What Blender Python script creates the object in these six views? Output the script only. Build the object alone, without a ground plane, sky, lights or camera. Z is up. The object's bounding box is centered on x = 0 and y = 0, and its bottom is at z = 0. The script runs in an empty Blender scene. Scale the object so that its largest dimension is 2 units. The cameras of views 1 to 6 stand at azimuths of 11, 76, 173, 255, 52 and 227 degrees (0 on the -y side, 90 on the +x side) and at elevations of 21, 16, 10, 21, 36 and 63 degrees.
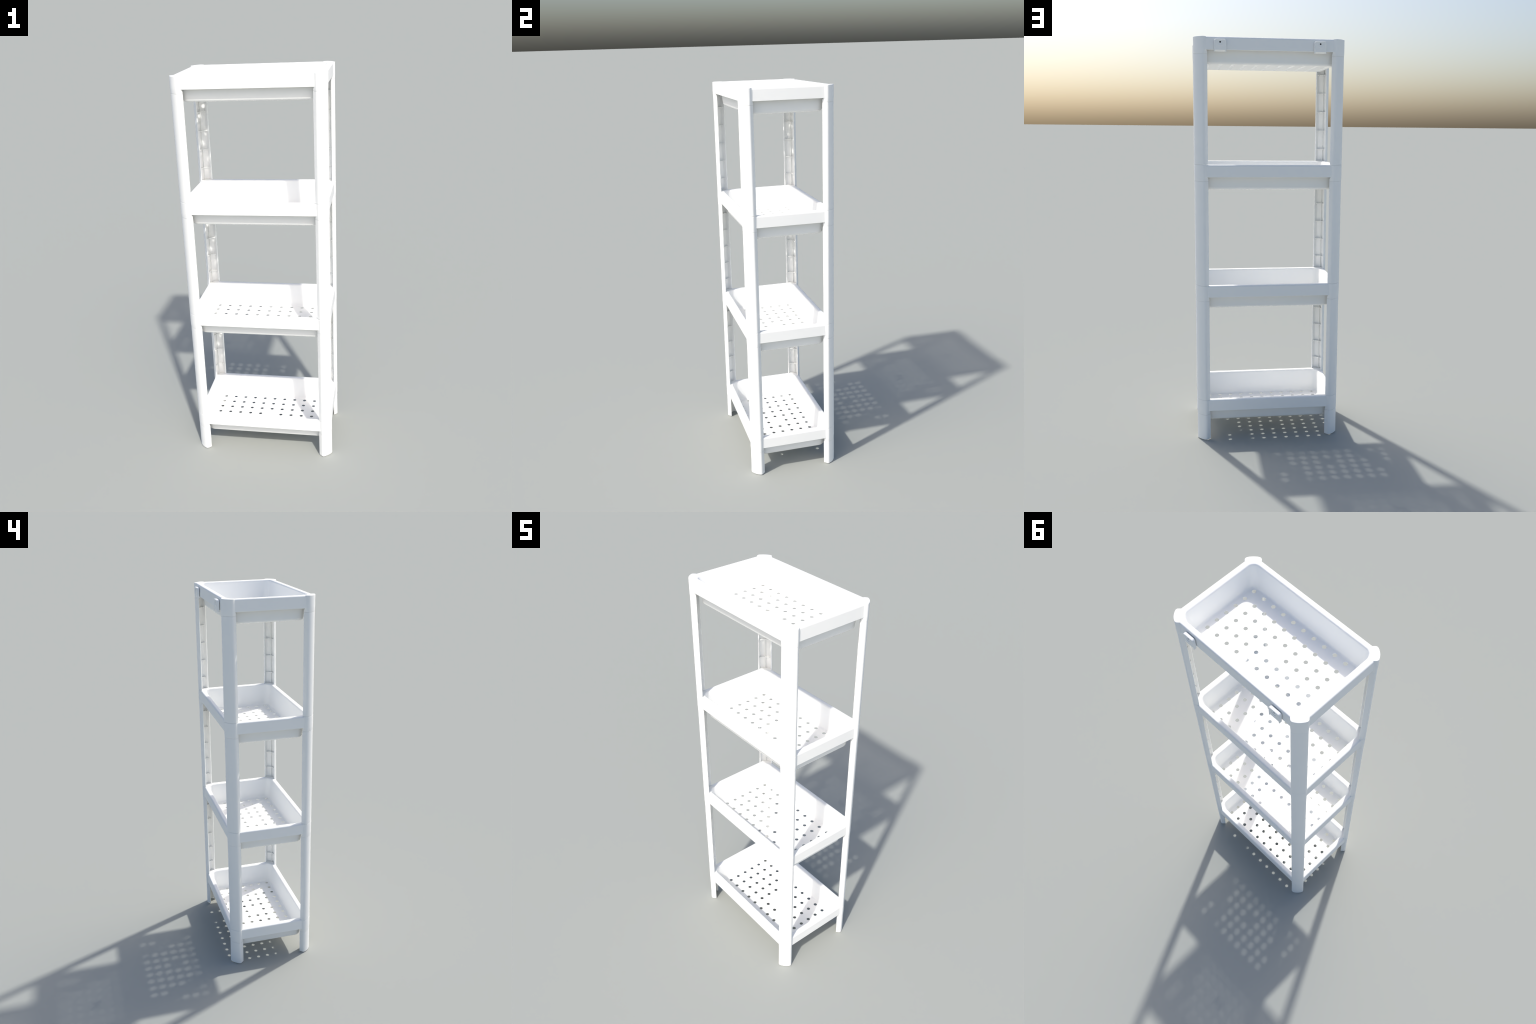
# White plastic four-tier shelving unit: moulded trays with drainage holes,
# D-section corner legs with stiffening ribs, corner sockets, two wall brackets.
import bpy, bmesh, math
from mathutils import Vector
from mathutils.geometry import tessellate_polygon

# ------------------------------------------------------------------ sizes (m)
HALF_X, HALF_Y, CENTRE_Y = 0.3618, 0.2304, -0.0042   # outermost corners of the legs
PITCH = 0.596
TIERS = [2.0 - PITCH * k for k in range(4)]           # top of the corner sockets
SKIRT_DROP = 0.0604        # rim top -> bottom of the outer skirt
SOCKET_DROP = 0.0790       # socket top -> seam with the leg below
FLOOR_DROP = 0.1212        # socket top -> upper face of tray floor
RIM_DROP = 0.0007          # rim lies a touch below the socket tops
HOLE_DX, HOLE_DY, HOLE_R = 0.0581, 0.0524, 0.0094


# ------------------------------------------------------------------ material
def plastic(name, base, rough, bump=0.03):
    m = bpy.data.materials.new(name)
    m.use_nodes = True
    nt = m.node_tree
    b = nt.nodes["Principled BSDF"]
    tc = nt.nodes.new("ShaderNodeTexCoord")
    n1 = nt.nodes.new("ShaderNodeTexNoise")
    n1.inputs["Scale"].default_value = 9.0
    n1.inputs["Detail"].default_value = 4.0
    nt.links.new(tc.outputs["Object"], n1.inputs["Vector"])
    ramp = nt.nodes.new("ShaderNodeValToRGB")
    ramp.color_ramp.elements[0].position = 0.3
    ramp.color_ramp.elements[1].position = 0.7
    ramp.color_ramp.elements[0].color = [c * 0.992 for c in base] + [1]
    ramp.color_ramp.elements[1].color = list(base) + [1]
    nt.links.new(n1.outputs["Fac"], ramp.inputs["Fac"])
    nt.links.new(ramp.outputs["Color"], b.inputs["Base Color"])
    n2 = nt.nodes.new("ShaderNodeTexNoise")
    n2.inputs["Scale"].default_value = 900.0
    nt.links.new(tc.outputs["Object"], n2.inputs["Vector"])
    bp = nt.nodes.new("ShaderNodeBump")
    bp.inputs["Strength"].default_value = bump
    bp.inputs["Distance"].default_value = 0.0005
    nt.links.new(n2.outputs["Fac"], bp.inputs["Height"])
    nt.links.new(bp.outputs["Normal"], b.inputs["Normal"])
    b.inputs["Roughness"].default_value = rough
    b.inputs["Specular IOR Level"].default_value = 0.35
    return m


WHITE = plastic("white_plastic", (0.992, 0.992, 0.968), 0.55)
DARK = plastic("hole_shade_dark", (0.05, 0.055, 0.06), 0.6)  # near-black colour paints the shade seen down the bracket hole


# ------------------------------------------------------------------ helpers
def finish(name, bm, parent, mat=None, angle=32):
    bmesh.ops.remove_doubles(bm, verts=bm.verts, dist=1e-6)
    bmesh.ops.recalc_face_normals(bm, faces=bm.faces)
    me = bpy.data.meshes.new(name)
    bm.to_mesh(me)
    bm.free()
    me.materials.append(mat or WHITE)
    me.shade_smooth()
    me.set_sharp_from_angle(angle=math.radians(angle))
    return place(name, me, parent)


def place(name, me, parent, loc=(0, 0, 0), rot=0.0):
    o = bpy.data.objects.new(name, me)
    bpy.context.scene.collection.objects.link(o)
    o.parent = parent
    o.location = loc
    o.rotation_euler = (0, 0, rot)
    return o


def add_ring(bm, pts):
    return [bm.verts.new(p) for p in pts]


def bridge(bm, a, b, closed=True):
    n = len(a)
    for i in range(n if closed else n - 1):
        j = (i + 1) % n
        bm.faces.new((a[i], a[j], b[j], b[i]))


# ------------------------------------------------------------------ D-shaped corner section
# Plan outline in (w, d): w across the corner diagonal, d inward along it.
def d_outline(off, d_end, half_w=0.0338, bow=0.080, fil=0.0115, n_arc=12, n_fil=8):
    R, W, r = bow - off, half_w - off, max(fil - off, 0.0012)
    cd = bow                                     # arc centre (arc apex at d = off)
    fd = cd - math.sqrt((R - r) ** 2 - (W - r) ** 2)
    ang = math.asin((W - r) / (R - r))
    half = [(R * math.sin(ang * i / n_arc), cd - R * math.cos(ang * i / n_arc)) for i in range(n_arc)]
    for i in range(n_fil + 1):
        a = ang + (math.pi / 2 - ang) * i / n_fil
        half.append((W - r + r * math.sin(a), fd - r * math.cos(a)))
    half.append((W, d_end))
    return [(-w, d) for w, d in reversed(half[1:])] + half


# distance from the bounding corner to the apex of the arc, so that the section
# just touches both bounding planes
_o = d_outline(0.0, 0.06)
APEX = max((abs(w) - d) / math.sqrt(2) for w, d in _o) * math.sqrt(2)


def xy(w, d):
    """local frame of a corner piece: +x points outward along the diagonal"""
    return (-(d + APEX), w)


def channel(bm, levels, thick, cap_top=True):
    """loft an open channel; levels = (z, outward growth, tip depth)"""
    prev = None
    for z, grow, d_end in levels:
        o = d_outline(-grow, d_end)
        i = d_outline(thick - grow, d_end)
        ring = add_ring(bm, [(*xy(w, d), z) for w, d in o] + [(*xy(w, d), z) for w, d in reversed(i)])
        n = len(o)
        if prev is not None:
            bridge(bm, prev, ring)
        if z == levels[0][0] or (cap_top and z == levels[-1][0]):
            for k in range(n - 1):
                bm.faces.new((ring[k], ring[k + 1], ring[2 * n - 2 - k], ring[2 * n - 1 - k]))
        prev = ring


WALL, TIP = 0.0052, 0.0330           # wall thickness, depth of the channel lips


def leg_mesh(height, foot=False):
    bm = bmesh.new()
    if foot:
        lv = [(0, 0.0, TIP), (0.0012, 0.0008, TIP), (0.0030, 0.0008, TIP), (height, 0.0004, TIP + 0.001)]
    else:
        lv = [(0.0, 0.0007, TIP - 0.0015), (0.0006, 0.0010, TIP - 0.0015), (0.0020, 0.0010, TIP - 0.0015),
              (height - 0.0020, 0.0002, TIP + 0.0005), (height - 0.0006, 0.0002, TIP + 0.0005),
              (height, -0.0002, TIP + 0.0005)]
    channel(bm, lv, WALL)
    return bm


def ribs_mesh(z_list, z0, z1):
    bm = bmesh.new()
    depth, t = 0.0090, 0.0028
    a = d_outline(WALL - 0.0006, 0.0225)
    b = d_outline(WALL + depth, 0.0225)
    for z in z_list:
        rings = [add_ring(bm, [(*xy(w, d), zz) for w, d in a] + [(*xy(w, d), zz) for w, d in reversed(b)])
                 for zz in (z - t / 2, z + t / 2)]
        bridge(bm, *rings)
        n = len(a)
        for r in rings:
            for k in range(n - 1):
                bm.faces.new((r[k], r[k + 1], r[2 * n - 2 - k], r[2 * n - 1 - k]))
    # central upright rib, cut between the cross ribs
    cuts = [z0] + [v for z in z_list for v in (z - t / 2 - 2e-4, z + t / 2 + 2e-4)] + [z1]
    for lo, hi in zip(cuts[0::2], cuts[1::2]):
        d0, d1, hw = WALL - 0.0006, WALL + depth - 0.0008, 0.0011
        q = [xy(-hw, d0), xy(hw, d0), xy(hw * 0.7, d1), xy(-hw * 0.7, d1)]
        r0, r1 = add_ring(bm, [(*p, lo) for p in q]), add_ring(bm, [(*p, hi) for p in q])
        bridge(bm, r0, r1)
        bm.faces.new(r0)
        bm.faces.new(r1)
    return bm


def socket_mesh():
    """corner socket: closed cap at rim height, open sleeve with a gusset below"""
    bm = bmesh.new()
    g, z_join, d_cap = 0.0012, -SKIRT_DROP + 0.002, 0.0262
    channel(bm, [(-SOCKET_DROP, -0.0001, TIP), (-SOCKET_DROP + 0.0006, 0.0003, TIP), (-SOCKET_DROP + 0.0020, 0.0004, TIP),
                 (-SKIRT_DROP - 0.010, 0.0007, TIP - 0.0004), (z_join, g, d_cap)], WALL, cap_top=False)
    prev = None
    for z, grow, d_end in [(z_join, g, d_cap), (-0.0040, g, d_cap), (-0.0020, g, d_cap),
                           (-0.0006, g - 0.0006, d_cap - 0.0003), (0.0, g - 0.0020, d_cap - 0.0015)]:
        o = d_outline(-grow, d_end)
        ring = add_ring(bm, [(*xy(w, d), z) for w, d in o])
        if prev:
            bridge(bm, prev, ring)
        else:
            bm.faces.new(ring)
        prev = ring
    bm.faces.new(prev)
    return bm


# ------------------------------------------------------------------ tray
def rounded_rect(hx, hy, r, z, seg=10):
    pts = []
    for cx, cy, a0 in ((1, 1, 0), (-1, 1, 90), (-1, -1, 180), (1, -1, 270)):
        for i in range(seg + 1):
            a = math.radians(a0 + 90 * i / seg)
            pts.append((cx * (hx - r) + r * math.cos(a), cy * (hy - r) + r * math.sin(a), z))
    return pts


OUT_X, OUT_Y, DRAFT = 0.3550, 0.2226, 0.0010   # outer skirt faces at the rim, flare at the bottom
IN_X, IN_Y = 0.3245, 0.1950                          # opening at the rim
FOOT_X, FOOT_Y = 0.3170, 0.1808                      # inner wall at the floor


def tray_mesh():
    bm = bmesh.new()
    z_rim, z_fl = -RIM_DROP, -FLOOR_DROP
    loops = []

    def ring(hx, hy, r, z):
        loops.append(rounded_rect(hx, hy, r, z))

    sk, wt, ft = 0.0040, 0.0030, 0.0024              # skirt, wall and floor thickness
    # -- outside, from under the floor to under the rim
    wall_top = z_rim - 0.006
    fo = 0.0140                                       # outer fillet at the floor
    ring(FOOT_X - 0.0112, FOOT_Y - 0.0112, 0.0225, z_fl - ft)          # shared floor boundary (lower)
    ring(FOOT_X + wt - fo, FOOT_Y + wt - fo, 0.0230, z_fl - ft)
    for a in (15, 30, 45, 60, 75, 90):
        s, c = math.sin(math.radians(a)), math.cos(math.radians(a))
        ring(FOOT_X + wt - fo + fo * s, FOOT_Y + wt - fo + fo * s, 0.0230 + fo * s, z_fl - ft + fo * (1 - c))
    z_b = z_fl - ft + fo
    ring(FOOT_X + wt + (IN_X - FOOT_X) * 0.03, FOOT_Y + wt + (IN_Y - FOOT_Y) * 0.03, 0.037, z_b + (wall_top - z_b) * 0.03)
    ring(IN_X + wt, IN_Y + wt, 0.038, wall_top)
    ring(OUT_X - sk, OUT_Y - sk, 0.046, wall_top)
    # -- skirt
    ring(OUT_X + DRAFT - sk, OUT_Y + DRAFT - sk, 0.046, -SKIRT_DROP)
    ring(OUT_X + DRAFT - 0.0008, OUT_Y + DRAFT - 0.0008, 0.046, -SKIRT_DROP)
    ring(OUT_X + DRAFT, OUT_Y + DRAFT, 0.046, -SKIRT_DROP + 0.0008)
    ro = 0.0080
    ring(OUT_X + 0.04 * DRAFT, OUT_Y + 0.04 * DRAFT, 0.046, z_rim - ro - 0.002)     # support ring
    for a in (0, 15, 30, 45, 60, 75, 90):
        s, c = math.sin(math.radians(a)), math.cos(math.radians(a))
        ring(OUT_X - ro + ro * c, OUT_Y - ro + ro * c, 0.046, z_rim - ro + ro * s)
    # -- rim inner edge and inside wall
    ri = 0.0085
    for a in (0, 15, 30, 45, 60, 75, 90):
        s, c = math.sin(math.radians(a)), math.cos(math.radians(a))
        ring(IN_X + ri - ri * s, IN_Y + ri - ri * s, 0.042 - ri * s, z_rim - ri + ri * c)
    fi = 0.0105

    def along_wall(t):                               # support rings on the sloping inside wall
        ring(IN_X + (FOOT_X - IN_X) * t, IN_Y + (FOOT_Y - IN_Y) * t, 0.0335,
             z_rim - ri + (z_fl + fi - z_rim + ri) * t)

    along_wall(0.03)
    along_wall(0.97)
    for a in (0, 15, 30, 45, 60, 75, 90):
        s, c = math.sin(math.radians(a)), math.cos(math.radians(a))
        ring(FOOT_X - fi + fi * c, FOOT_Y - fi + fi * c, 0.0335 - fi * (1 - c), z_fl + fi - fi * s)
    ring(FOOT_X - 0.0112, FOOT_Y - 0.0112, 0.0225, z_fl)               # shared floor boundary (upper)

    rings = [add_ring(bm, l) for l in loops]
    for a, b in zip(rings, rings[1:]):
        bridge(bm, a, b)

    # -- floor with 11 x 7 round holes, the middle one left blank
    polys_up, polys_lo = [rings[-1]], [rings[0]]
    seg = 18
    for i in range(-5, 6):
        for j in range(-3, 4):
            if i == 0 and j == 0:
                continue
            c = [(i * HOLE_DX + HOLE_R * math.cos(2 * math.pi * k / seg),
                  j * HOLE_DY + HOLE_R * math.sin(2 * math.pi * k / seg)) for k in range(seg)]
            up = add_ring(bm, [(x, y, z_fl) for x, y in c])
            lo = add_ring(bm, [(i * HOLE_DX + (x - i * HOLE_DX) * 1.03, j * HOLE_DY + (y - j * HOLE_DY) * 1.03, z_fl - ft)
                               for x, y in c])
            bridge(bm, up, lo)
            polys_up.append(up)
            polys_lo.append(lo)
    flat_up = [v for p in polys_up for v in p]
    flat_lo = [v for p in polys_lo for v in p]
    tris = tessellate_polygon([[Vector((v.co.x, v.co.y, 0)) for v in p] for p in polys_up])
    for t in tris:
        if len(set(t)) == 3:
            bm.faces.new([flat_up[k] for k in t])
            bm.faces.new([flat_lo[k] for k in reversed(t)])
    return bm


# ------------------------------------------------------------------ wall bracket
def bracket_mesh():
    """hanging plate: rounded upper corners, side and top flange, U-shaped pad with a screw hole"""
    bm = bmesh.new()
    hw, h, rc, seg = 0.0285, 0.0555, 0.0085, 8

    def outline(k):
        w, r = hw - k, max(rc - k, 0.001)
        pts = [(w, 0.0), (w, 0.0065)]
        for a0, sx in ((0, 1), (90, -1)):
            for i in range(seg + 1):
                a = math.radians(a0 + 90 * i / seg)
                pts.append((sx * (w - r) + r * math.cos(a), h - k - r + r * math.sin(a)))
        return pts + [(-w, 0.0065), (-w, 0.0)]

    y_back, y_web, y_front = 0.0, 0.0118, 0.0132
    hole_r, hz, n = 0.0044, 0.0425, 16
    hole = [(hole_r * math.cos(2 * math.pi * k / n), hz + hole_r * math.sin(2 * math.pi * k / n)) for k in range(n)]
    back = add_ring(bm, [(x, y_back, z) for x, z in outline(0)])
    f1 = add_ring(bm, [(x, y_front - 0.0015, z) for x, z in outline(0)])
    f2 = add_ring(bm, [(x, y_front, z) for x, z in outline(0.0012)])
    f3 = add_ring(bm, [(x, y_front, z) for x, z in outline(0.0035)])
    w1 = add_ring(bm, [(x, y_web if z > 0.001 else 0.005, z) for x, z in outline(0.0045)])
    for a, b in ((back, f1), (f1, f2), (f2, f3), (f3, w1)):
        bridge(bm, a, b, closed=False)
    hb = add_ring(bm, [(x, y_back, z) for x, z in hole])
    hf = add_ring(bm, [(x, y_web, z) for x, z in hole])
    bridge(bm, hb, hf)
    for outer, inner in ((back, hb), (w1[1:-1], hf)):
        flat = outer + inner
        for t in tessellate_polygon([[Vector((v.co.x, v.co.z, 0)) for v in outer],
                                     [Vector((v.co.x, v.co.z, 0)) for v in inner]]):
            if len(set(t)) == 3:
                bm.faces.new([flat[k] for k in t])
    bm.faces.new((w1[0], w1[1], w1[-2], w1[-1]))          # sloping lower edge
    bm.faces.new((back[0], f1[0], f2[0], f3[0], w1[0], w1[-1], f3[-1], f2[-1], f1[-1], back[-1]))
    # U-shaped pad round the hole
    us = 12
    def u_path(r):
        p = [(r, h - 0.004)]
        p += [(r * math.cos(math.radians(-180 * k / us)), hz - 0.002 + r * math.sin(math.radians(-180 * k / us))) for k in range(us + 1)]
        p += [(-r, h - 0.004)]
        return p
    a, b = u_path(0.0155), u_path(0.0130)
    r0 = add_ring(bm, [(x, y_web - 0.0005, z) for x, z in a])
    r1 = add_ring(bm, [(x, y_front + 0.0004, z) for x, z in a])
    r2 = add_ring(bm, [(x, y_front + 0.0004, z) for x, z in b])
    r3 = add_ring(bm, [(x, y_web - 0.0005, z) for x, z in b])
    for p, q in ((r0, r1), (r1, r2), (r2, r3)):
        bridge(bm, p, q, closed=False)
    return bm


def shade_plug_mesh():
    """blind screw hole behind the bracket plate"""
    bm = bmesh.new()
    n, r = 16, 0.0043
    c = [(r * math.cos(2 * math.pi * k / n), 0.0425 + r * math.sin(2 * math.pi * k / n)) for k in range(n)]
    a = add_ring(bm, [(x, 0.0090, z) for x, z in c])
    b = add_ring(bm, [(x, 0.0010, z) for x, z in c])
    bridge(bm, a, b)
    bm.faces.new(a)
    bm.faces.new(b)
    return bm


def slab_mesh(hx, y0, y1, z0, z1):
    bm = bmesh.new()
    a = add_ring(bm, [(-hx, y0, z0), (hx, y0, z0), (hx, y1, z0), (-hx, y1, z0)])
    b = add_ring(bm, [(-hx, y0, z1), (hx, y0, z1), (hx, y1, z1), (-hx, y1, z1)])
    bridge(bm, a, b)
    bm.faces.new(a)
    bm.faces.new(b)
    return bm


# ------------------------------------------------------------------ assembly
unit = bpy.data.objects.new("shelving_unit", None)
bpy.context.scene.collection.objects.link(unit)
unit["label"] = "tall white plastic shelf with four perforated trays"
unit["category"] = "shelf"

CORNERS = [((sx * HALF_X, CENTRE_Y + sy * HALF_Y), math.atan2(sy, sx)) for sx, sy in
           ((1, 1), (-1, 1), (-1, -1), (1, -1))]

# legs between tiers
leg_len = PITCH - SOCKET_DROP - 0.001
RIBS = [0.064 + 0.0985 * k for k in range(5)]
leg_me = rib_me = foot_me = sock_me = tray_me = None
for top in TIERS[1:]:
    for (cx, cy), rot in CORNERS:
        if leg_me is None:
            leg = finish("leg", leg_mesh(leg_len), unit)
            leg_me = leg.data
            rib = finish("stiffening_ribs", ribs_mesh(RIBS, 0.001, leg_len - 0.001), leg, angle=20)
            rib_me = rib.data
        else:
            leg = place("leg", leg_me, unit)
            rib = place("stiffening_ribs", rib_me, leg)
        r = math.copysign(math.pi / 4, rot) if abs(rot) < math.pi / 2 else math.copysign(3 * math.pi / 4, rot)
        leg.location = (cx, cy, top + 0.0005)
        leg.rotation_euler = (0, 0, r)

foot_len = TIERS[-1] - SOCKET_DROP - 0.0005
for (cx, cy), rot in CORNERS:
    r = math.copysign(math.pi / 4, rot) if abs(rot) < math.pi / 2 else math.copysign(3 * math.pi / 4, rot)
    if foot_me is None:
        foot = finish("foot", leg_mesh(foot_len, foot=True), unit)
        foot_me = foot.data
    else:
        foot = place("foot", foot_me, unit)
    foot.location = (cx, cy, 0)
    foot.rotation_euler = (0, 0, r)

for top in TIERS:
    if tray_me is None:
        tray = finish("tray", tray_mesh(), unit, angle=40)
        tray_me = tray.data
    else:
        tray = place("tray", tray_me, unit)
    tray.location = (0, CENTRE_Y, top)
    for (cx, cy), rot in CORNERS:
        r = math.copysign(math.pi / 4, rot) if abs(rot) < math.pi / 2 else math.copysign(3 * math.pi / 4, rot)
        if sock_me is None:
            s = finish("corner_socket", socket_mesh(), tray, angle=38)
            sock_me = s.data
        else:
            s = place("corner_socket", sock_me, tray)
        s.location = (cx, cy - CENTRE_Y, 0)
        s.rotation_euler = (0, 0, r)

# wall brackets on the back of the top tray
back_y = CENTRE_Y + OUT_Y
BR_Y, BR_Z = 0.2224, 1.9312
br_me = st_me = plug_me = None
for sx in (1, -1):
    if br_me is None:
        b = finish("wall_bracket", bracket_mesh(), unit, angle=40)
        br_me = b.data
        st = finish("bracket_stem", slab_mesh(0.020, back_y - 0.001 - BR_Y, 0.0005, 0.0, 0.0075), b)
        st_me = st.data
    else:
        b = place("wall_bracket", br_me, unit)
        st = place("bracket_stem", st_me, b)
    b.location = (sx * 0.2375, BR_Y, BR_Z)
    hole = finish("hole_shade_plug", shade_plug_mesh(), b, DARK) if plug_me is None else place("hole_shade_plug", plug_me, b)
    plug_me = hole.data
